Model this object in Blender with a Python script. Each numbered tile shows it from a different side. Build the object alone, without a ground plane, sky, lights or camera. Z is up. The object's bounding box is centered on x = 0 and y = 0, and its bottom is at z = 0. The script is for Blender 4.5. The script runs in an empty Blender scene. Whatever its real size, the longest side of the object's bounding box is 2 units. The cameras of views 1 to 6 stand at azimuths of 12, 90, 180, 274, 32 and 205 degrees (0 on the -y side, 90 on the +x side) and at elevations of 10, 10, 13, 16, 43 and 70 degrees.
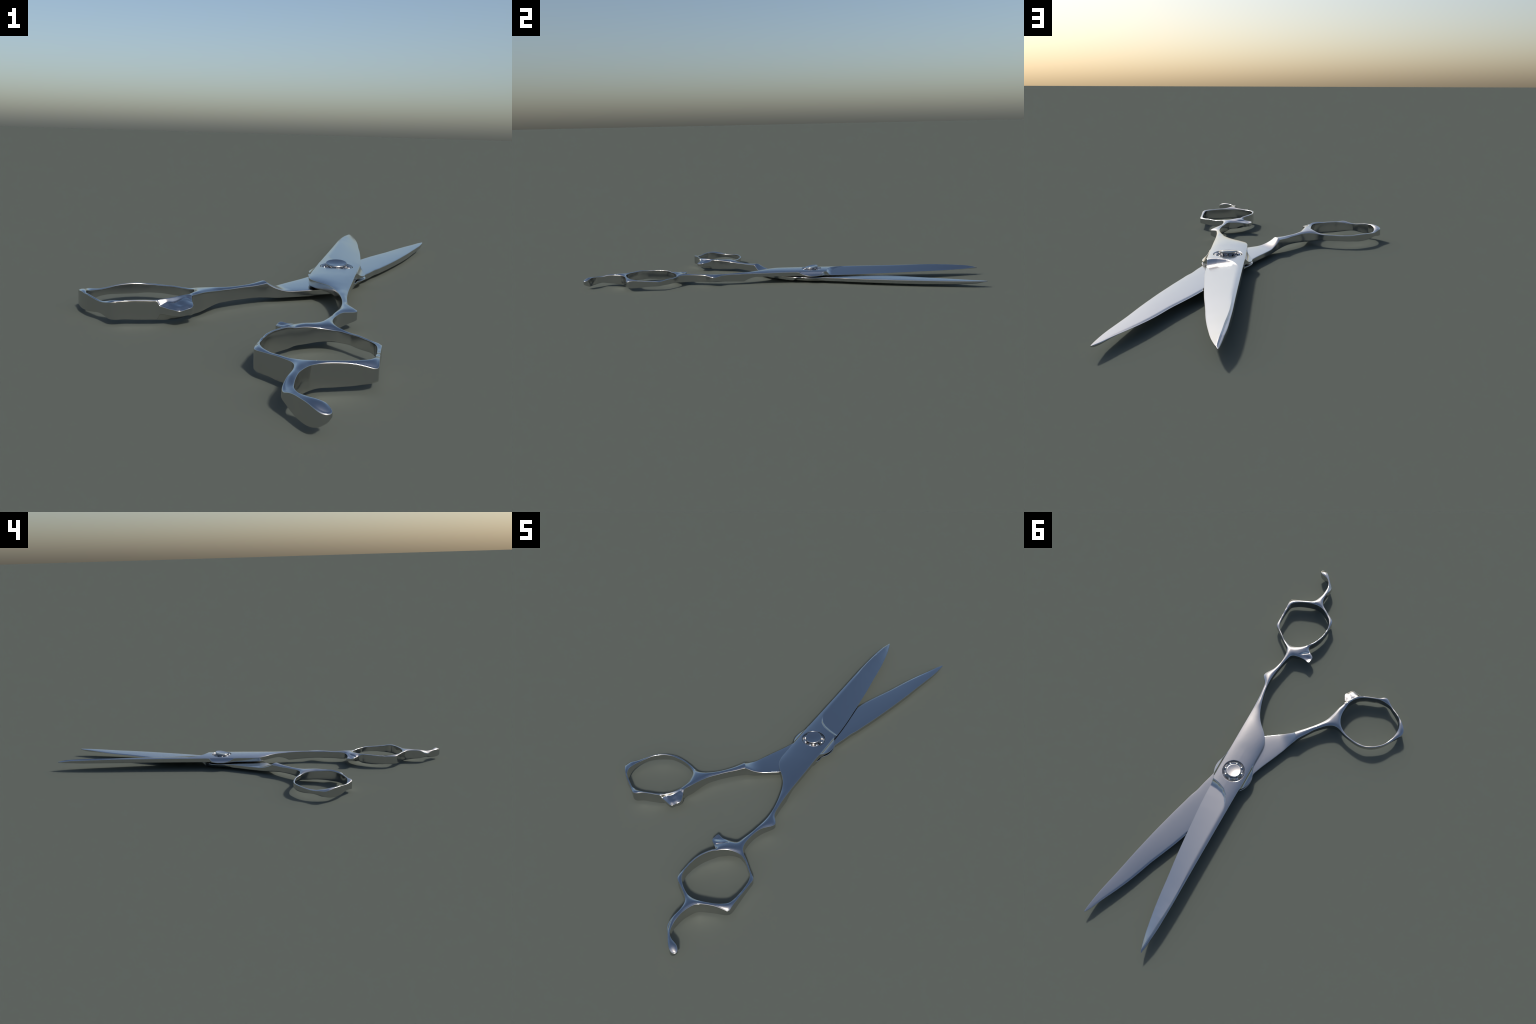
# Hairdressing scissors, open, lying flat: two forged halves crossing at a pivot,
# each half = blade + plate + shank + finger ring, with a finger rest on one side,
# small finger stops on both rings and a dial screw with detent knobs at the pivot.
import bpy, math
import numpy as np
from mathutils import Vector
from mathutils.geometry import delaunay_2d_cdt

PIVOT = np.array([0.168, 0.140])      # centre of the round bearing flange
BEND = np.array([0.194, -0.922])       # outer bend of the finger rest
BULB = np.array([0.272, -0.984])       # rounded end of the finger rest
SCREW = np.array([0.166, 0.138])      # centre of the dial screw
MID = 0.0332                          # plane between the halves; both mirror about it

# ------------------------------------------------------------------ small tools


def smooth(a, b, x):
    t = np.clip((x - a) / (b - a), 0, 1)
    return t * t * (3 - 2 * t)


def catmull(pts, closed, step):
    p = np.array(pts, float)
    n = len(p)
    out = []
    segs = n if closed else n - 1
    for i in range(segs):
        p1, p2 = p[i], p[(i + 1) % n]
        p0 = p[(i - 1) % n] if closed or i > 0 else 2 * p1 - p2
        p3 = p[(i + 2) % n] if closed or i + 2 < n else 2 * p2 - p1
        d = [max(np.linalg.norm(b - a), 1e-6) ** 0.5 for a, b in ((p0, p1), (p1, p2), (p2, p3))]
        t0, t1 = 0, d[0]
        t2 = t1 + d[1]
        t3 = t2 + d[2]
        m = max(2, int(np.linalg.norm(p2 - p1) / step * 4))
        t = np.linspace(t1, t2, m, endpoint=False)[:, None]
        a1 = (t1 - t) / (t1 - t0) * p0 + (t - t0) / (t1 - t0) * p1
        a2 = (t2 - t) / (t2 - t1) * p1 + (t - t1) / (t2 - t1) * p2
        a3 = (t3 - t) / (t3 - t2) * p2 + (t - t2) / (t3 - t2) * p3
        b1 = (t2 - t) / (t2 - t0) * a1 + (t - t0) / (t2 - t0) * a2
        b2 = (t3 - t) / (t3 - t1) * a2 + (t - t1) / (t3 - t1) * a3
        out.append((t2 - t) / (t2 - t1) * b1 + (t - t1) / (t2 - t1) * b2)
    if not closed:
        out.append(p[-1:])
    return np.vstack(out)


def resample(p, step, closed=True):
    q = np.vstack([p, p[:1]]) if closed else p
    L = np.concatenate([[0], np.cumsum(np.linalg.norm(np.diff(q, axis=0), axis=1))])
    n = max(8, int(round(L[-1] / step)))
    t = np.linspace(0, L[-1], n + (0 if closed else 1), endpoint=not closed)
    return np.stack([np.interp(t, L, q[:, k]) for k in (0, 1)], 1)


def relax(p, sigma, keep=()):
    """low-pass a closed loop (sigma in samples), leaving the kept sharp points alone"""
    k = np.exp(-0.5 * (np.arange(-4 * sigma, 4 * sigma + 1) / sigma) ** 2)
    k /= k.sum()
    q = sum(w * np.roll(p, s, axis=0) for w, s in zip(k, np.arange(-4 * sigma, 4 * sigma + 1)))
    w = np.ones(len(p))
    for c in keep:
        w = np.minimum(w, smooth(0.001, 0.016, np.linalg.norm(p - np.array(c), axis=1)))
    return p + (q - p) * w[:, None]


def inside(poly, pts):
    x, y = pts[:, 0], pts[:, 1]
    r = np.zeros(len(pts), bool)
    a, b = poly, np.roll(poly, -1, axis=0)
    for (x0, y0), (x1, y1) in zip(a, b):
        if y0 == y1:
            continue
        c = (y0 > y) != (y1 > y)
        r ^= c & (x < (x1 - x0) * (y - y0) / (y1 - y0) + x0)
    return r


def nearest(pts, cloud):
    out = np.empty(len(pts))
    for i in range(0, len(pts), 2000):
        d = pts[i:i + 2000, None, :] - cloud[None]
        out[i:i + 2000] = np.sqrt((d ** 2).sum(2).min(1))
    return out


def dist_polyline(pts, line):
    out = np.full(len(pts), 9.0)
    for a, b in zip(line[:-1], line[1:]):
        d = b - a
        t = np.clip(((pts - a) @ d) / (d @ d), 0, 1)
        out = np.minimum(out, np.linalg.norm(pts - a - t[:, None] * d, axis=1))
    return out


def left_normals(p):
    t = np.roll(p, -1, axis=0) - np.roll(p, 1, axis=0)
    t /= np.linalg.norm(t, axis=1)[:, None]
    return np.stack([-t[:, 1], t[:, 0]], 1)


def area(p):
    q = np.roll(p, -1, axis=0)
    return 0.5 * np.sum(p[:, 0] * q[:, 1] - q[:, 0] * p[:, 1])


class Plate:
    """thin-plate spline height through a few gauge points (x, y, z)"""

    def __init__(self, gauges, stiff=1.5e-4):
        g = np.array(gauges, float)
        self.c = g[:, :2]
        n = len(g)
        K = self.k(self.c) + stiff * np.eye(n)
        P = np.hstack([np.ones((n, 1)), self.c])
        A = np.block([[K, P], [P.T, np.zeros((3, 3))]])
        self.w = np.linalg.solve(A, np.concatenate([g[:, 2], np.zeros(3)]))

    def k(self, p):
        r2 = ((p[:, None] - self.c[None]) ** 2).sum(2) + 1e-12
        return 0.5 * r2 * np.log(r2)

    def __call__(self, p):
        return self.k(p) @ self.w[:-3] + self.w[-3] + p @ self.w[-2:]


def arc(c, r, a0, a1, n):
    a = np.radians(np.linspace(a0, a1, n))
    return [(c[0] + r * math.cos(t), c[1] + r * math.sin(t)) for t in a]


# ------------------------------------------------------------------ plan curves
# upper half (drawn clockwise seen from above is fixed later): spine, plate, shank, ring, rest

U_CUT = [(0.1302, 0.9965), (0.1352, 0.9865), (0.1400, 0.9740), (0.1534, 0.9246), (0.1640, 0.8717),
         (0.1742, 0.8124), (0.1826, 0.7511), (0.1889, 0.6936), (0.1950, 0.6450), (0.2017, 0.5929),
         (0.2088, 0.5261), (0.2150, 0.4595), (0.2203, 0.4000), (0.2254, 0.3402), (0.2288, 0.2800),
         (0.2300, 0.2350), (0.2300, 0.2140)]
U_PLATE_OUT = [(0.2296, 0.2055), (0.2318, 0.1990)] + arc(PIVOT, 0.0862, 38, -28, 11) + \
              [(0.2408, 0.0885), (0.2362, 0.0760), (0.2336, 0.0630), (0.2328, 0.0450), (0.2328, -0.0537),
               (0.2326, -0.1100), (0.2326, -0.1600), (0.2335, -0.2000)]
U_SHANK_OUT = [(0.2355, -0.2427), (0.2390, -0.2770), (0.2428, -0.3060), (0.2495, -0.3215), (0.2600, -0.3345),
               (0.2685, -0.3450), (0.2708, -0.3540), (0.2675, -0.3640), (0.2570, -0.3790), (0.2440, -0.3970),
               (0.2350, -0.4190), (0.2290, -0.4470), (0.2270, -0.4770), (0.2295, -0.5040), (0.2375, -0.5256)]
U_RING_OUT = [(0.2520, -0.5400), (0.2755, -0.5580), (0.2948, -0.5757), (0.3140, -0.5930), (0.3290, -0.6048),
              (0.3385, -0.6130), (0.3414, -0.6235), (0.3412, -0.6401), (0.3412, -0.6720), (0.3415, -0.7060),
              (0.3422, -0.7350), (0.3425, -0.7600), (0.3425, -0.7715), (0.3375, -0.7770), (0.3200, -0.7810),
              (0.2950, -0.7865), (0.2660, -0.7970), (0.2425, -0.8080)]
U_REST = [(0.2300, -0.8210), (0.2220, -0.8390), (0.2150, -0.8620), (0.2128, -0.8870), (0.2130, -0.9090),
          (0.2165, -0.9280), (0.2235, -0.9450), (0.2330, -0.9560), (0.2450, -0.9640), (0.2590, -0.9685),
          (0.2710, -0.9725), (0.2795, -0.9790), (0.2860, -0.9890), (0.2828, -0.9975), (0.2720, -1.0015),
          (0.2588, -0.9972), (0.2460, -0.9855), (0.2315, -0.9690), (0.2185, -0.9520), (0.2055, -0.9375),
          (0.1962, -0.9285), (0.1925, -0.9140), (0.1962, -0.8920), (0.2000, -0.8720), (0.2010, -0.8500),
          (0.1975, -0.8290)]
U_RING_IN = [(0.1900, -0.8145), (0.1770, -0.8020), (0.1580, -0.7880), (0.1370, -0.7730), (0.1200, -0.7620),
             (0.1095, -0.7520), (0.1068, -0.7380), (0.1068, -0.7185), (0.1070, -0.6956), (0.1087, -0.6720),
             (0.1145, -0.6440), (0.1235, -0.6200), (0.1340, -0.6005), (0.1455, -0.5820)]
U_STOP = [(0.1470, -0.5710), (0.1360, -0.5600), (0.1230, -0.5500), (0.1130, -0.5430), (0.1085, -0.5370),
          (0.1085, -0.5290), (0.1105, -0.5150), (0.1128, -0.5055), (0.1160, -0.5032), (0.1230, -0.5055),
          (0.1364, -0.5105), (0.1568, -0.5115), (0.1800, -0.5085), (0.1970, -0.5030)]
U_SHANK_IN = [(0.2040, -0.4940), (0.2100, -0.4760), (0.2192, -0.4340), (0.2270, -0.3870), (0.2302, -0.3520),
              (0.2300, -0.3220), (0.2268, -0.2890), (0.2200, -0.2520), (0.2122, -0.2215), (0.2025, -0.1905)]
U_PLATE_IN = [(0.1900, -0.1600), (0.1735, -0.1330), (0.1565, -0.1130), (0.1370, -0.0935), (0.1245, -0.0785),
              (0.1130, -0.0600), (0.1060, -0.0327), (0.1045, -0.0017), (0.1044, 0.0450), (0.1036, 0.0630),
              (0.1008, 0.0760), (0.0958, 0.0890)] + arc(PIVOT, 0.0862, 209, 139, 13) + [(0.1042, 0.2045)]
U_SPINE = [(0.1050, 0.2300), (0.1056, 0.2750), (0.1063, 0.3300), (0.1075, 0.4238), (0.1088, 0.5327),
           (0.1098, 0.6405), (0.1108, 0.7514), (0.1126, 0.8130), (0.1152, 0.8814), (0.1194, 0.9264),
           (0.1235, 0.9620), (0.1275, 0.9870)]
U_HOLE = [(0.3265, -0.7500), (0.3320, -0.7191), (0.3332, -0.6838), (0.3326, -0.6564), (0.3305, -0.6340),
          (0.3240, -0.6150), (0.3110, -0.5960), (0.2870, -0.5740), (0.2605, -0.5555), (0.2385, -0.5462),
          (0.2148, -0.5465), (0.1920, -0.5535), (0.1695, -0.5685), (0.1515, -0.5870), (0.1350, -0.6080),
          (0.1225, -0.6300), (0.1135, -0.6545), (0.1118, -0.6830), (0.1128, -0.7100), (0.1175, -0.7310),
          (0.1270, -0.7495), (0.1455, -0.7680), (0.1670, -0.7840), (0.1890, -0.7950), (0.2150, -0.7980),
          (0.2405, -0.7945), (0.2675, -0.7860), (0.2905, -0.7770), (0.3110, -0.7645)]
U_RIDGE = np.array([(0.1358, 0.2548), (0.1240, 0.2899), (0.1222, 0.3417), (0.1212, 0.4215), (0.1208, 0.5097),
                    (0.1200, 0.6083), (0.1180, 0.7056), (0.1186, 0.7703), (0.1213, 0.8184), (0.1248, 0.8639),
                    (0.1277, 0.9111), (0.1316, 0.9558), (0.1340, 0.9792)])
U_STEP = np.array([(0.1214, 0.2900), (0.1315, 0.2606), (0.1447, 0.2397), (0.1653, 0.2257), (0.1962, 0.2166),
                   (0.2292, 0.2120)])

# lower half
L_CUT = [(0.4262, 0.9604), (0.4095, 0.9356), (0.3991, 0.9125), (0.3845, 0.8811), (0.3622, 0.8366),
         (0.3420, 0.7941), (0.3225, 0.7490), (0.3055, 0.7050), (0.2870, 0.6550), (0.2617, 0.5960),
         (0.2380, 0.5400), (0.2171, 0.4850), (0.1960, 0.4250), (0.1760, 0.3680), (0.1500, 0.2950),
         (0.1330, 0.2400), (0.1260, 0.2170)]
L_FLANGE_IN = arc(PIVOT, 0.0875, 129, 203, 13)
L_TANG_BACK = [(0.0790, 0.0781), (0.0650, 0.0435), (0.0424, -0.0061), (0.0210, -0.0564), (0.0040, -0.0985),
               (-0.0095, -0.1235)]
L_SHANK_BACK = [(-0.0238, -0.1500), (-0.0420, -0.1780), (-0.0603, -0.2057), (-0.0810, -0.2295), (-0.1030, -0.2505),
                (-0.1280, -0.2645), (-0.1460, -0.2670), (-0.1660, -0.2620)]
L_RING_OUT = [(-0.1882, -0.2525), (-0.2180, -0.2436), (-0.2470, -0.2370), (-0.2765, -0.2347), (-0.3000, -0.2385),
              (-0.3268, -0.2485), (-0.3510, -0.2645), (-0.3730, -0.2865), (-0.3885, -0.3078), (-0.4000, -0.3265),
              (-0.4105, -0.3440), (-0.4220, -0.3610), (-0.4270, -0.3735), (-0.4245, -0.3912), (-0.4110, -0.4105),
              (-0.3930, -0.4290), (-0.3750, -0.4450), (-0.3590, -0.4565), (-0.3425, -0.4670), (-0.3240, -0.4800),
              (-0.3053, -0.4945), (-0.2935, -0.5020), (-0.2812, -0.5005), (-0.2663, -0.4900), (-0.2530, -0.4825),
              (-0.2280, -0.4743), (-0.2050, -0.4665)]
L_STOP = [(-0.1930, -0.4625), (-0.1860, -0.4612), (-0.1740, -0.4625), (-0.1560, -0.4670), (-0.1400, -0.4712),
          (-0.1310, -0.4712), (-0.1245, -0.4645), (-0.1185, -0.4520), (-0.1100, -0.4440), (-0.1085, -0.4360),
          (-0.1140, -0.4190), (-0.1240, -0.3980)]
L_SHANK_FRONT = [(-0.1270, -0.3840), (-0.1162, -0.3540), (-0.1042, -0.3135), (-0.0900, -0.2775), (-0.0672, -0.2445),
                 (-0.0410, -0.2125), (-0.0095, -0.1790), (0.0140, -0.1545)]
L_TANG_FRONT = [(0.0375, -0.1420), (0.0665, -0.1246), (0.1008, -0.1024), (0.1273, -0.0843), (0.1650, -0.0520),
                (0.1980, -0.0100), (0.2220, 0.0330), (0.2360, 0.0650)]
L_FLANGE_OUT = arc(PIVOT, 0.0875, -40, 24, 11)
L_SPINE = [(0.2525, 0.2000), (0.2611, 0.2301), (0.2687, 0.2620), (0.2737, 0.2817), (0.2858, 0.3146),
           (0.2968, 0.3538), (0.3118, 0.4060), (0.3249, 0.4550), (0.3385, 0.5075), (0.3506, 0.5575),
           (0.3720, 0.6520), (0.3908, 0.7445), (0.4040, 0.8049), (0.4129, 0.8460), (0.4193, 0.8809),
           (0.4239, 0.9132), (0.4270, 0.9400), (0.4275, 0.9560)]
L_HOLE = [(-0.1560, -0.2885), (-0.1646, -0.2785), (-0.1790, -0.2670), (-0.2030, -0.2545), (-0.2330, -0.2460),
          (-0.2670, -0.2425), (-0.2980, -0.2440), (-0.3240, -0.2540), (-0.3490, -0.2705), (-0.3700, -0.2920),
          (-0.3840, -0.3170), (-0.3945, -0.3440), (-0.3995, -0.3710), (-0.3985, -0.3945), (-0.3920, -0.4135),
          (-0.3810, -0.4340), (-0.3641, -0.4505), (-0.3433, -0.4635), (-0.3200, -0.4745), (-0.2940, -0.4800),
          (-0.2670, -0.4800), (-0.2400, -0.4735), (-0.2130, -0.4635), (-0.1870, -0.4500), (-0.1680, -0.4340),
          (-0.1530, -0.4130), (-0.1455, -0.3925), (-0.1420, -0.3671), (-0.1405, -0.3370), (-0.1455, -0.3100)]
# height of the rim of the handles above the ground, at gauge points round their edges
U_RIM = [(0.190, -0.160, .0554), (0.233, -0.140, .0535), (0.105, 0.0, .0554), (0.233, 0.0, .0554), (0.233, 0.14, .0554),
         (0.105, 0.14, .0554), (0.125, -0.079, .0554), (0.2335, -0.20, .0530), (0.2355, -0.243, .0520),
         (0.2428, -0.306, .0500), (0.260, -0.335, .0465), (0.271, -0.354, .0440), (0.257, -0.379, .0470),
         (0.244, -0.397, .0500), (0.235, -0.419, .0515), (0.229, -0.447, .0515), (0.227, -0.477, .0520),
         (0.2295, -0.504, .0530), (0.2385, -0.527, .0520), (0.252, -0.540, .0500), (0.276, -0.559, .0460),
         (0.314, -0.593, .0445), (0.339, -0.614, .0440), (0.3412, -0.640, .0460), (0.341, -0.672, .0480),
         (0.3415, -0.706, .0515), (0.342, -0.735, .0525), (0.3425, -0.762, .0500), (0.340, -0.776, .0450),
         (0.320, -0.781, .0500), (0.295, -0.7865, .0545), (0.266, -0.797, .0570), (0.2425, -0.808, .0570),
         (0.230, -0.821, .0575), (0.222, -0.839, .0580), (0.215, -0.862, .0570), (0.213, -0.887, .0560),
         (0.213, -0.909, .0545), (0.2165, -0.928, .0535), (0.2235, -0.945, .0530), (0.242, -0.963, .0530),
         (0.259, -0.9685, .0530), (0.274, -0.9745, .0515), (0.281, -0.986, .0445), (0.271, -0.9985, .0425),
         (0.259, -0.996, .0480), (0.246, -0.9855, .0505), (0.2315, -0.969, .0505), (0.2185, -0.952, .0480),
         (0.206, -0.936, .0455), (0.1985, -0.927, .0425), (0.196, -0.911, .0470), (0.198, -0.890, .0560),
         (0.200, -0.872, .0580), (0.201, -0.850, .0585), (0.1975, -0.829, .0585), (0.190, -0.8145, .0580),
         (0.177, -0.802, .0575), (0.158, -0.788, .0575), (0.137, -0.773, .0560), (0.109, -0.752, .0530),
         (0.107, -0.718, .0525), (0.107, -0.696, .0520), (0.1085, -0.672, .0530), (0.1145, -0.644, .0560),
         (0.124, -0.619, .0565), (0.134, -0.6005, .0570), (0.145, -0.582, .0560),
         (0.3265, -0.750, .0560), (0.333, -0.718, .0500), (0.333, -0.685, .0470), (0.3326, -0.656, .0465),
         (0.327, -0.620, .0470), (0.311, -0.596, .0470), (0.287, -0.574, .0475), (0.2605, -0.5555, .0460),
         (0.2385, -0.546, .0450), (0.215, -0.5465, .0480), (0.192, -0.5535, .0515), (0.1695, -0.5685, .0540),
         (0.1515, -0.587, .0570), (0.135, -0.608, .0585), (0.1225, -0.630, .0585), (0.1135, -0.6545, .0575),
         (0.112, -0.683, .0580), (0.1128, -0.710, .0570), (0.1175, -0.731, .0575), (0.1455, -0.768, .0550),
         (0.167, -0.784, .0565), (0.189, -0.795, .0560), (0.215, -0.798, .0560), (0.2405, -0.7945, .0575),
         (0.2675, -0.786, .0575), (0.2905, -0.777, .0575), (0.311, -0.7645, .0570),
         (0.210, -0.476, .0515), (0.219, -0.434, .0500), (0.227, -0.387, .0515), (0.230, -0.352, .0510),
         (0.230, -0.322, .0520), (0.2268, -0.289, .0530), (0.220, -0.252, .0540), (0.212, -0.222, .0545),
         (0.2025, -0.19, .0540), (0.204, -0.494, .0500), (0.197, -0.503, .0475),
         (0.147, -0.571, .0470), (0.157, -0.5600, .0505), (0.175, -0.5440, .0510), (0.180, -0.5085, .0470)]
L_RIM = [(0.014, -0.1545, .0540), (-0.012, -0.124, .0520), (-0.041, -0.2125, .0510), (-0.067, -0.2445, .0500),
         (-0.090, -0.2775, .0510), (-0.104, -0.3135, .0550), (-0.116, -0.354, .0590), (-0.127, -0.384, .0590),
         (-0.024, -0.150, .0500), (-0.042, -0.178, .0480), (-0.060, -0.2057, .0490), (-0.081, -0.2295, .0500),
         (-0.103, -0.2505, .0520), (-0.128, -0.2645, .0515), (-0.146, -0.267, .0500), (-0.165, -0.262, .0470),
         (-0.188, -0.2525, .0460), (-0.218, -0.2436, .0460), (-0.247, -0.237, .0450), (-0.276, -0.235, .0460),
         (-0.300, -0.2385, .0470), (-0.327, -0.2485, .0480), (-0.351, -0.2645, .0470), (-0.373, -0.2865, .0450),
         (-0.389, -0.308, .0420), (-0.400, -0.3265, .0420), (-0.411, -0.344, .0450), (-0.422, -0.361, .0475),
         (-0.427, -0.3735, .0460), (-0.4245, -0.391, .0515), (-0.411, -0.4105, .0545), (-0.393, -0.429, .0560), (-0.375, -0.445, .0560),
         (-0.359, -0.4565, .0530), (-0.3425, -0.467, .0490), (-0.324, -0.480, .0490), (-0.305, -0.4945, .0520),
         (-0.2935, -0.502, .0545), (-0.281, -0.5005, .0565), (-0.266, -0.490, .0570), (-0.253, -0.4825, .0570),
         (-0.228, -0.4743, .0575), (-0.205, -0.4665, .0570), (-0.398, -0.395, .0530), (-0.392, -0.4135, .0560),
         (-0.399, -0.371, .0475), (-0.3945, -0.344, .0440), (-0.384, -0.317, .0440), (-0.370, -0.292, .0460),
         (-0.349, -0.2705, .0480), (-0.324, -0.254, .0480), (-0.298, -0.244, .0450), (-0.267, -0.2425, .0450),
         (-0.233, -0.246, .0460), (-0.203, -0.2545, .0455), (-0.179, -0.267, .0470), (-0.156, -0.2885, .0520),
         (-0.381, -0.434, .0540), (-0.364, -0.4505, .0530), (-0.343, -0.4635, .0510), (-0.320, -0.4745, .0490),
         (-0.294, -0.480, .0515), (-0.267, -0.480, .0550), (-0.240, -0.4735, .0575), (-0.213, -0.4635, .0575),
         (-0.187, -0.450, .0575), (-0.168, -0.434, .0585), (-0.153, -0.413, .0595), (-0.1455, -0.3925, .0580),
         (-0.142, -0.367, .0560), (-0.1405, -0.337, .0550), (-0.1455, -0.310, .0550)]
U_STOP_SHAPE = [(0.1150, -0.5035, .0445), (0.1087, -0.5375, .0448), (0.1105, -0.5160, .0442), (0.1230, -0.5500, .0452),
                (0.1360, -0.5600, .0455), (0.1470, -0.5710, .0470), (0.1230, -0.5060, .0435), (0.1364, -0.5105, .0432),
                (0.1570, -0.5115, .0450), (0.1800, -0.5085, .0490), (0.1220, -0.5385, .0444), (0.1330, -0.5380, .0458),
                (0.1500, -0.5290, .0465), (0.1690, -0.5180, .0480), (0.1200, -0.5250, .0402), (0.1310, -0.5220, .0412),
                (0.1430, -0.5200, .0435)]
L_STOP_SHAPE = [(-0.190, -0.458, .0455), (-0.172, -0.4625, .0425), (-0.156, -0.467, .0400), (-0.131, -0.471, .0375),
                (-0.122, -0.461, .0385), (-0.1185, -0.452, .0400), (-0.1087, -0.4385, .0437), (-0.115, -0.418, .0475),
                (-0.127, -0.392, .0515), (-0.171, -0.449, .0530), (-0.1495, -0.4385, .0508), (-0.152, -0.448, .0492),
                (-0.1375, -0.461, .0450), (-0.152, -0.459, .0458), (-0.167, -0.456, .0480), (-0.1285, -0.449, .0455),
                (-0.1360, -0.447, .0465), (-0.1215, -0.441, .0460), (-0.119, -0.430, .0475), (-0.123, -0.415, .0492),
                (-0.140, -0.430, .0530), (-0.136, -0.412, .0550), (-0.130, -0.402, .0535), (-0.162, -0.4395, .0510),
                (-0.155, -0.430, .0518)]
u_stop, l_stop = Plate(U_STOP_SHAPE, 2e-6), Plate(L_STOP_SHAPE, 2e-6)
u_rim, l_rim = Plate(U_RIM), Plate(L_RIM)

# ------------------------------------------------------------------ height rules


RIM, DOME, REACH = 0.0554, 0.0059, 0.0220      # plate edge height, its crown, and how fast the crown rises


def smin(a, b, k):
    h = np.clip(0.5 + 0.5 * (a - b) / k, 0, 1)
    return a + (b - a) * h - k * h * (1 - h)


def forged_top(x, y, skirt_on=True):
    """plate and blade of the upper half: a softly domed bar with the hollow-ground face cut into it"""
    cut, spine = np.array(U_CUT)[::-1], np.array(U_SPINE)
    xc = np.interp(y, cut[:, 1], cut[:, 0])
    xs = np.interp(y, np.r_[-1, 0.2, spine[:, 1]], np.r_[0.1044, 0.1044, spine[:, 0]])
    xr = np.interp(y, U_RIDGE[2:, 1], U_RIDGE[2:, 0])
    zs = np.interp(y, [0.70, 0.82, 0.93, 0.965, 0.985, 1.0], [RIM, .0520, .0475, .0425, .0395, .0375])
    d = np.minimum(x - xs, 0.2328 - x)
    bar = zs + DOME * (1 - np.exp(-np.maximum(d, 0) / REACH))
    if skirt_on:
        bar = np.where(d < 0, 0.0362 + (RIM - 0.0362) * np.exp(np.minimum(d, 0) / 0.0088), bar)
    zr = np.interp(y, [0.66, 0.76, 0.84, 0.93, 0.952, 0.970, 0.985, 1.0],
                   [.0586, .0578, .0560, .0508, .0482, .0448, .0415, .0385])
    zc = np.interp(y, [0.80, 0.93, 0.965, 1.0], [.0358, .0370, .0388, .0384])
    a = (x - xr) / np.maximum(xc - xr, 1e-4)
    p = 1.05 + 0.15 * smooth(0.72, 0.97, y)
    face = zr + (zc - zr) * np.where(a > 0, np.clip(a, 0, 1) ** p, a)
    ys = np.interp(x, U_STEP[:, 0], U_STEP[:, 1])
    q = (y - ys + 0.009) / 0.034
    raised = face + np.where(q > 0, 0.0300 * np.clip(1 - q, 0, 1) ** 1.8, 0.0300 - 0.12 * q)
    z = smin(bar, raised, 0.0022)
    v = np.clip((x - xs) / np.maximum(xr - xs, 1e-4), 0, 1)
    low = zs + 0.0012 * v
    cliff = low + (zr - low) * smooth(-0.0024, -0.0001, x - xr)
    crisp = np.where(x < xr, cliff, face)
    return z + (crisp - z) * smooth(0.60, 0.74, y)


def box(x, y, x0, x1, y0, y1, e=0.006):
    return smooth(x0 - e, x0 + e, x) * smooth(x1 + e, x1 - e, x) * smooth(y0 - e, y0 + e, y) * smooth(y1 + e, y1 - e, y)


CROWN = 0.0050


def u_wing(p):
    q = p - np.array([0.137, -0.5515])
    return smooth(-0.004, 0.004, q @ np.array([-0.625, 0.781])) * smooth(0.058, 0.030, q @ np.array([0.781, 0.625])) * (p[:, 1] < -0.47)


def l_wing(p):
    return smooth(0.0055, 0.0115, nearest(p, l_hole)) * box(p[:, 0], p[:, 1], -0.190, -0.09, -0.49, -0.396, 0.008)


def upper_top(p, u):
    x, y = p[:, 0], p[:, 1]
    rim = u_rim(p)
    wing = u_wing(p)
    z_handle = (rim + CROWN * u[0]) * (1 - wing) + (u_stop(p) + 0.0008 * u[0]) * wing
    slot = dist_polyline(p, np.array([(0.1365, -0.5500), (0.1690, -0.5240)]))
    z_handle -= 0.0035 * np.exp(-(slot / 0.0032) ** 2) * smooth(0.172, 0.150, x)
    z_neck = rim + DOME * u[1]
    z = z_handle + (z_neck - z_handle) * smooth(-0.27, -0.12, y)
    return z + (forged_top(x, y) - z) * smooth(-0.02, 0.05, y)


def sum_of_faces(p):
    """top plus underside height: the underside mirrors the top, a little higher along the finger rest"""
    tip = np.linalg.norm(p - np.array([0.286, -0.990]), axis=1)
    corner = np.linalg.norm(p - np.array([0.345, -0.778]), axis=1)
    s = np.interp(p[:, 1], [-0.985, -0.955, -0.925, -0.88, -0.82], [.0630, .0640, .0700, .0715, .0668])
    s = s + 0.0008 * (p[:, 0] < 0)
    return s + 0.0130 * np.exp(-(tip / 0.012) ** 2) + 0.0040 * np.exp(-(corner / 0.010) ** 2)


def upper_bottom(p, u):
    x, y = p[:, 0], p[:, 1]
    t = -0.2 * (x - 0.228) + 0.98 * (y + 0.206)
    wing = u_wing(p)
    handle = sum_of_faces(p) - u_rim(p) * (1 - wing) - 0.0375 * wing - 0.0030 * u[0]
    w = 1 - np.clip(1 - t / 0.062, 0, 1) ** 1.6
    w[t < 0] = 0
    return handle + (0.0345 - handle) * w


A = np.array([0.2425, 0.9701])                    # direction of the lower blade
B = np.array([0.9701, -0.2425])


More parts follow.
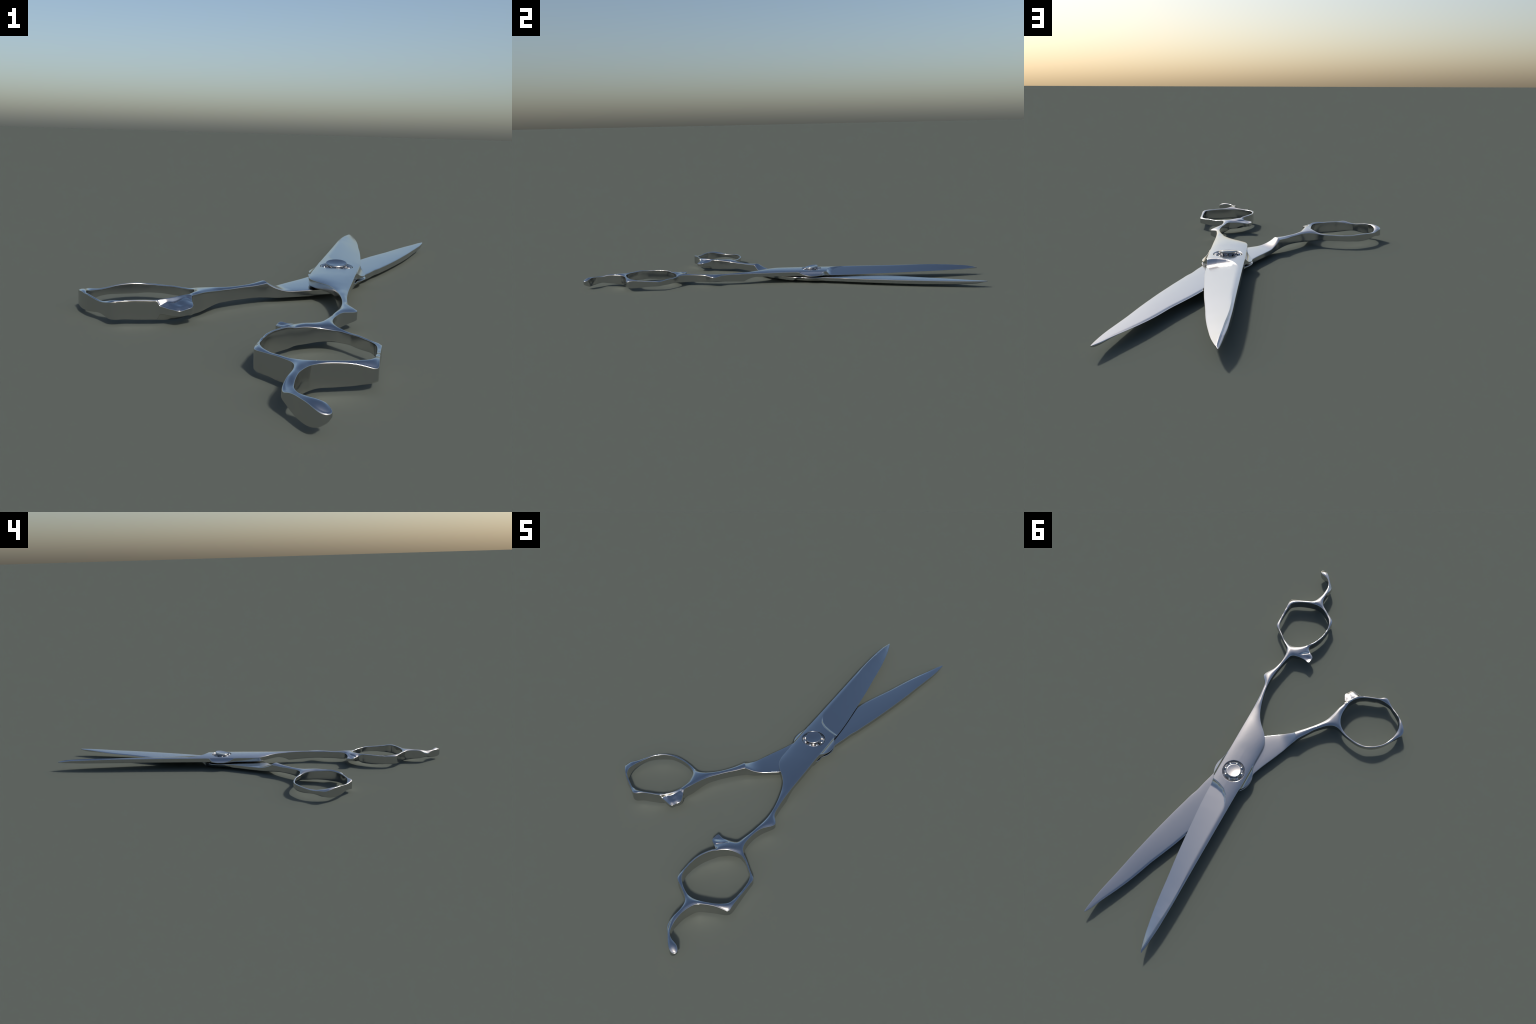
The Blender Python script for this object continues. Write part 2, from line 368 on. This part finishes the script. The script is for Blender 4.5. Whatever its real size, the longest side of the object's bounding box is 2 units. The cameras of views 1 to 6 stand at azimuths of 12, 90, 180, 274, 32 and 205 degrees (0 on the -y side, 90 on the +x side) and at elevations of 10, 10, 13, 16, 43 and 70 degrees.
def to_upper(p):
    """the lower blade is the upper one turned over: map a point onto its twin"""
    q = p - PIVOT
    s, n = q @ A, q @ B
    sp = (np.array(L_SPINE) - PIVOT)
    ct = (np.array(L_CUT) - PIVOT)[::-1]
    ns = np.interp(s, sp @ A, sp @ B)
    nc = np.interp(s, ct @ A, ct @ B)
    y = 0.140 + s * (0.9965 - 0.140) / ((np.array(L_CUT[0]) - PIVOT) @ A)
    f = np.clip((ns - n) / (ns - nc), 0, 1)
    us, uc = np.array(U_SPINE), np.array(U_CUT)[::-1]
    xs = np.interp(y, us[:, 1], us[:, 0])
    xc = np.interp(y, uc[:, 1], uc[:, 0])
    return xs + f * (xc - xs), y


def ledge(p):
    return (p[:, 0] + 0.002) * 0.777 + (p[:, 1] + 0.141) * 0.63


def lower_top(p, u):
    x, y = p[:, 0], p[:, 1]
    t = ledge(p)
    wing = l_wing(p)
    handle = (l_rim(p) + CROWN * u[0]) * (1 - wing) + (l_stop(p) + 0.0008 * u[0]) * wing
    flat = 0.0284 + 0.0016 * u[1] + 0.0010 * smooth(0.35, 0.65, y) + 0.0022 * smooth(0.70, 0.97, y)
    dc = dist_polyline(p, np.array(L_CUT))
    flat = flat - 0.0034 * np.clip(1 - dc / 0.0070, 0, 1) * smooth(0.99, 0.70, y) * smooth(0.20, 0.26, y)
    w = np.clip(1 - t / 0.080, 0, 1) ** 2.3
    return flat + (handle - flat) * w


def lower_bottom(p, u):
    t = ledge(p)
    wing = l_wing(p)
    handle = sum_of_faces(p) - l_rim(p) * (1 - wing) - 0.0430 * wing - 0.0030 * u[0]
    x, y = to_upper(p)
    face = 2 * MID - forged_top(x, y, False)
    plate = 2 * MID - RIM - DOME * u[1]
    tang = plate + (face - plate) * smooth(0.16, 0.22, y)
    q = p - PIVOT
    over = np.maximum(0, np.abs(q @ B) - 0.064)
    skirt = 0.0265 - (0.0265 - (2 * MID - RIM)) * np.exp(-over / 0.0100)
    near = smooth(0.085, 0.06, np.abs(q @ A)) * (over > 0)
    tang = tang + (skirt - tang) * near
    return tang + (handle - tang) * smooth(0.06, 0.0, t)


# ------------------------------------------------------------------ building one half


def solve_crown(xy, tris, fixed, radius):
    """smooth dome over the plan: (1 - R^2 lap) u = 1 with u = 0 on the outline, by conjugate gradients"""
    n = len(xy)
    i, j, k = tris.T
    r, c, v = [], [], []
    ar = np.zeros(n)
    for a, b, o in ((i, j, k), (j, k, i), (k, i, j)):
        e, f = xy[a] - xy[o], xy[b] - xy[o]
        cr = np.abs(e[:, 0] * f[:, 1] - e[:, 1] * f[:, 0])
        ct = 0.5 * (e * f).sum(1) / np.maximum(cr, 1e-14)
        ct = np.clip(ct, 0.0, 8)
        r += [a, b]
        c += [b, a]
        v += [ct, ct]
        ar += np.bincount(a, cr / 6, n)
    r, c, v = map(np.concatenate, (r, c, v))
    diag = np.bincount(r, v, n)
    free = ~fixed
    R2 = radius ** 2

    def op(q):
        return (diag * q - np.bincount(r, v * q[c], n) + ar / R2 * q) * free

    b = ar / R2 * free
    M = 1 / (diag + ar / R2)
    q = np.zeros(n)
    res = b - op(q)
    z = M * res
    d = z.copy()
    rz = res @ z
    for _ in range(600):
        Ad = op(d)
        al = rz / (d @ Ad)
        q += al * d
        res -= al * Ad
        if np.abs(res).max() < 1e-4 * np.abs(b).max():
            break
        z = M * res
        rz2 = res @ z
        d = z + rz2 / rz * d
        rz = rz2
    return q


def build_half(loops, top, bottom, extra, tip, round_r=0.0019, cell=0.0026):
    prepared = []
    for k, loop in enumerate(loops):
        if (area(loop) > 0) != (k == 0):       # outline counter-clockwise, holes clockwise
            loop = loop[::-1]
        prepared.append(loop)
    insets, second = [], []
    radii = []
    for k, loop in enumerate(prepared):
        nrm = left_normals(loop)
        others = np.vstack([q for m, q in enumerate(prepared) if m != k])
        r = np.minimum(round_r, 0.33 * nearest(loop, others))
        for c, more in ((BULB, 0.9), (BEND, 2.0)):
            r = r * (1 + more * np.exp(-(np.linalg.norm(loop - c, axis=1) / 0.020) ** 2))
        r = np.minimum(r, 0.0003 + 0.12 * np.linalg.norm(loop - np.array(tip), axis=1))
        radii.append(r)
        insets.append(loop + nrm * r[:, None])
        second.append(loop + nrm * (r + 0.0017)[:, None])
    bound = np.vstack(insets)
    nb = len(bound)
    lo, hi = bound.min(0), bound.max(0)
    gx = np.arange(lo[0], hi[0], cell)
    gy = np.arange(lo[1], hi[1], cell * 0.866)
    X, Y = np.meshgrid(gx, gy)
    X = X + (np.arange(len(gy)) % 2)[:, None] * cell / 2
    cand = [np.stack([X.ravel(), Y.ravel()], 1)]

    def keep_inside(q, gap):
        m = inside(insets[0], q)
        for h in insets[1:]:
            m &= ~inside(h, q)
        q = q[m]
        return q[nearest(q, bound) > gap]

    sec = keep_inside(np.vstack(second), 0.0013)
    ext = keep_inside(extra, 0.0008) if len(extra) else np.zeros((0, 2))
    if len(ext):
        sec = sec[nearest(sec, ext) > 0.0011]
    grid = keep_inside(cand[0], 0.0024)
    near = np.vstack([sec, ext])
    grid = grid[nearest(grid, near) > 0.0014]
    pts = np.vstack([bound, sec, ext, grid])
    edges, s = [], 0
    for q in insets:
        m = len(q)
        edges += [(s + a, s + (a + 1) % m) for a in range(m)]
        s += m
    res = delaunay_2d_cdt([Vector(q) for q in pts], edges, [], 0, 1e-7)
    assert len(res[0]) == len(pts), [tuple(q) for q in res[0][len(pts):]]
    tris = np.array(res[2])
    cen = pts[tris].mean(1)
    m = inside(insets[0], cen)
    for h in insets[1:]:
        m &= ~inside(h, cen)
    tris = tris[m]
    e1, e2 = pts[tris[:, 1]] - pts[tris[:, 0]], pts[tris[:, 2]] - pts[tris[:, 0]]
    flip = e1[:, 0] * e2[:, 1] - e1[:, 1] * e2[:, 0] < 0
    tris[flip] = tris[flip][:, ::-1]
    fixed = np.zeros(len(pts), bool)
    fixed[:nb] = True
    u = [solve_crown(pts, tris, fixed, R) for R in (0.0060, 0.0220)]
    zt, zb = top(pts, u), bottom(pts, u)
    zb = np.minimum(zb, zt - 0.0012)
    n = len(pts)
    verts = [np.column_stack([pts, zt]), np.column_stack([pts, zb])]
    faces = [tuple(t) for t in tris] + [(a + n, c + n, b + n) for a, b, c in tris]
    base, s = 2 * n, 0
    for loop, ins, rad in zip(prepared, insets, radii):
        m = len(loop)
        ids = np.arange(s, s + m)
        t, b = zt[ids], zb[ids]
        rz = np.minimum(rad, 0.42 * (t - b))
        rows = [ids]
        rings = []
        for ang in (22.5, 45, 67.5, 90):
            g = math.radians(ang)
            rings.append((loop + (ins - loop) * (1 - math.sin(g)), t - rz * (1 - math.cos(g))))
        thick = t - b - 2 * rz
        for f in (0.12, 0.5, 0.88):
            rings.append((loop, t - rz - thick * f))
        for ang in (90, 67.5, 45, 22.5):
            g = math.radians(ang)
            rings.append((loop + (ins - loop) * (1 - math.sin(g)), b + rz * (1 - math.cos(g))))
        for xy, z in rings:
            verts.append(np.column_stack([xy, z]))
            rows.append(np.arange(base, base + m))
            base += m
        rows.append(ids + n)
        for r0, r1 in zip(rows[:-1], rows[1:]):
            q0, q1 = np.roll(r0, -1), np.roll(r1, -1)
            faces += list(zip(r1.tolist(), q1.tolist(), q0.tolist(), r0.tolist()))
        s += m
    return np.vstack(verts), faces


def split_into_parts(verts, faces, region, names, parent, mat):
    """one forging with one set of normals, separated into named parts whose borders coincide"""
    whole = bpy.data.meshes.new("forging")
    whole.from_pydata(verts.tolist(), [], faces)
    whole.update()
    nrm = np.zeros(len(verts) * 3)
    whole.vertices.foreach_get("normal", nrm)
    nrm = nrm.reshape(-1, 3)
    cen = np.array([verts[list(f)].mean(0) for f in faces])
    lab = region(cen)
    for k, name in enumerate(names):
        sel = [faces[i] for i in np.nonzero(lab == k)[0]]
        used = np.unique(np.concatenate([np.array(f) for f in sel]))
        remap = np.full(len(verts), -1)
        remap[used] = np.arange(len(used))
        me = bpy.data.meshes.new(name)
        me.from_pydata(verts[used].tolist(), [], [tuple(remap[list(f)].tolist()) for f in sel])
        me.update()
        me.shade_smooth()
        me.normals_split_custom_set_from_vertices(nrm[used].tolist())
        me.materials.append(mat)
        ob = bpy.data.objects.new(name, me)
        bpy.context.scene.collection.objects.link(ob)
        ob.parent = parent
    bpy.data.meshes.remove(whole)


# ------------------------------------------------------------------ material


def steel(name, colour, rough):
    m = bpy.data.materials.new(name)
    m.use_nodes = True
    nt = m.node_tree
    bsdf = nt.nodes["Principled BSDF"]
    bsdf.inputs["Metallic"].default_value = 1.0
    co = nt.nodes.new("ShaderNodeTexCoord")
    noise = nt.nodes.new("ShaderNodeTexNoise")
    noise.inputs["Scale"].default_value = 9.0
    noise.inputs["Detail"].default_value = 3.0
    nt.links.new(co.outputs["Object"], noise.inputs["Vector"])
    ramp = nt.nodes.new("ShaderNodeMapRange")
    ramp.inputs["To Min"].default_value = rough * 0.93
    ramp.inputs["To Max"].default_value = rough * 1.07
    nt.links.new(noise.outputs["Fac"], ramp.inputs["Value"])
    nt.links.new(ramp.outputs["Result"], bsdf.inputs["Roughness"])
    bsdf.inputs["Base Color"].default_value = (*colour, 1)
    return m


POLISHED = steel("polished_steel", (0.55, 0.55, 0.55), 0.16)

# ------------------------------------------------------------------ assemble

root = bpy.data.objects.new("hairdressing_scissors", None)
bpy.context.scene.collection.objects.link(root)
root["label"] = "Open polished steel hairdressing scissors with two finger rings"
root["category"] = "scissors"

STEP = 0.0022


def loop_of(sections, keep):
    pts = [q for s in sections for q in s]
    return relax(resample(catmull(pts, True, STEP), STEP), 2, keep)


u_out = loop_of([U_CUT, U_PLATE_OUT, U_SHANK_OUT, U_RING_OUT, U_REST, U_RING_IN, U_STOP, U_SHANK_IN, U_PLATE_IN, U_SPINE],
                [U_CUT[0]])
u_hole = loop_of([U_HOLE], [])
screw_hole = np.array(arc(SCREW, 0.0492, 0, 360, 141)[:-1])
l_out = loop_of([L_CUT, L_FLANGE_IN, L_TANG_BACK, L_SHANK_BACK, L_RING_OUT, L_STOP, L_SHANK_FRONT, L_TANG_FRONT,
                 L_FLANGE_OUT, L_SPINE], [L_CUT[0]])
l_hole = loop_of([L_HOLE], [])


def thicken(hole, outline, least):
    """keep the ring band at least so wide"""
    n = left_normals(hole) * (1 if area(hole) > 0 else -1)
    return hole + n * np.maximum(0, least - nearest(hole, outline))[:, None]


u_hole, l_hole = thicken(u_hole, u_out, 0.0056), thicken(l_hole, l_out, 0.0056)


def offset_rows(line, offs):
    q = resample(np.array(line), 0.0022, closed=False)
    t = np.gradient(q, axis=0)
    t /= np.linalg.norm(t, axis=1)[:, None]
    nn = np.stack([-t[:, 1], t[:, 0]], 1)
    return np.vstack([q + nn * o for o in offs])


def dense(x0, x1, y0, y1, cell=0.0013):
    gx, gy = np.meshgrid(np.arange(x0, x1, cell), np.arange(y0, y1, cell))
    return np.stack([gx.ravel() + (np.round(gy.ravel() / cell) % 2) * cell / 2, gy.ravel()], 1)


u_extra = np.vstack([dense(0.105, 0.190, -0.585, -0.495), offset_rows(U_RIDGE[2:], (-0.0024, -0.0012, 0, 0.0012, 0.0024)),
                     offset_rows(U_STEP, (-0.008, -0.0064, -0.0048, -0.0032, -0.0016, 0, 0.0016, 0.0032, 0.0048, 0.0064, 0.008)),
                     offset_rows([(0.1044, 0.085), (0.1044, 0.196)], (-0.002, 0, 0.002)),
                     offset_rows([(0.2328, 0.085), (0.2328, 0.196)], (-0.002, 0, 0.002))])
l_extra = np.vstack([offset_rows([(0.018, -0.1657), (-0.024, -0.1139)], (0,)),
                     dense(-0.195, -0.105, -0.475, -0.390)])


def upper_regions(c):
    d_hole = nearest(c[:, :2], u_hole)
    x, y = c[:, 0], c[:, 1]
    lab = np.full(len(c), 2)
    lab[y > -0.515] = 1
    lab[y > -0.19] = 0
    lab[y < -0.822] = 3
    lab[(d_hole > 0.011) & (x < 0.185) & (y < -0.50) & (y > -0.585)] = 4
    return lab


def lower_regions(c):
    d_hole = nearest(c[:, :2], l_hole)
    x, y = c[:, 0], c[:, 1]
    lab = np.where(ledge(c) > 0, 0, 1)
    lab[(x < -0.14) | ((d_hole < 0.014) & (x < -0.1))] = 2
    lab[(d_hole > 0.0115) & (x > -0.195) & (x < -0.1) & (y < -0.395)] = 3
    return lab


v, f = build_half([u_out, u_hole, screw_hole], upper_top, upper_bottom, u_extra, U_CUT[0])
split_into_parts(v, f, upper_regions, ["blade", "shank", "finger_ring", "finger_rest", "finger_stop"], root, POLISHED)
v, f = build_half([l_out, l_hole], lower_top, lower_bottom, l_extra, L_CUT[0])
split_into_parts(v, f, lower_regions, ["blade", "shank", "finger_ring", "finger_stop"], root, POLISHED)


def lathe(name, profile, centre, parent, tilt=0.0, seg=96, mat=POLISHED, sharp=40):
    prof = np.array(profile)
    verts, faces = [], []
    a = np.linspace(0, 2 * math.pi, seg, endpoint=False)
    for r, z in prof:
        verts += [(r * math.cos(t), r * math.sin(t), z) for t in a]
    for i in range(len(prof) - 1):
        for j in range(seg):
            k = (j + 1) % seg
            faces.append((i * seg + j, i * seg + k, (i + 1) * seg + k, (i + 1) * seg + j))
    faces.append(tuple(range(seg))[::-1])
    faces.append(tuple((len(prof) - 1) * seg + j for j in range(seg)))
    me = bpy.data.meshes.new(name)
    me.from_pydata(verts, [], faces)
    me.update()
    me.shade_smooth()
    me.set_sharp_from_angle(angle=math.radians(sharp))
    me.materials.append(mat)
    ob = bpy.data.objects.new(name, me)
    bpy.context.scene.collection.objects.link(ob)
    ob.location = centre
    ob.rotation_euler = (tilt, 0, 0)
    ob.parent = parent
    return ob


# pivot screw: nut under the lower half, stem, recessed seat with a raised ring
screw = lathe("pivot_screw", [
    (0.034, 0.0000), (0.0385, 0.0012), (0.0400, 0.0035), (0.0400, 0.0140), (0.0440, 0.0300), (0.0470, 0.0420),
    (0.0474, 0.0560), (0.0471, 0.0576), (0.0462, 0.0583), (0.0450, 0.0579), (0.0444, 0.0566), (0.0440, 0.0545),
    (0.0425, 0.0529), (0.0380, 0.0518), (0.0310, 0.0515), (0.0240, 0.0515), (0.0150, 0.0525), (0.0080, 0.0530)],
    (SCREW[0], SCREW[1], 0), root)

# tilted dial, slightly dished
dial = [(r, -0.0026 * (1 - (r / 0.0292) ** 2)) for r in np.linspace(0.0008, 0.0292, 14)]
dial += [(0.0302, 0.0001), (0.0313, -0.0006), (0.0321, -0.0018), (0.0323, -0.0032), (0.0321, -0.0050),
         (0.0314, -0.0074), (0.0301, -0.0098), (0.0284, -0.0122), (0.0266, -0.0142), (0.0254, -0.0165), (0.0250, -0.0215)]
ob = lathe("dial", dial[::-1], (-0.001, 0.000, 0.0698), screw, tilt=math.radians(9.5))

# eight detent knobs round the dial
knob_mesh = None
for i in range(8):
    ang = math.radians(45 * i + 5)
    if knob_mesh is None:
        prof = [(0.0072 * math.sin(t), 0.0066 * math.cos(t)) for t in np.linspace(2.4, 0.06, 9)]
        ob = lathe("detent_knob", prof, (0, 0, 0), screw, seg=24)
        knob_mesh = ob.data
    else:
        ob = bpy.data.objects.new("detent_knob", knob_mesh)
        bpy.context.scene.collection.objects.link(ob)
        ob.parent = screw
    ob.location = (0.0372 * math.cos(ang), 0.0372 * math.sin(ang), 0.0530)
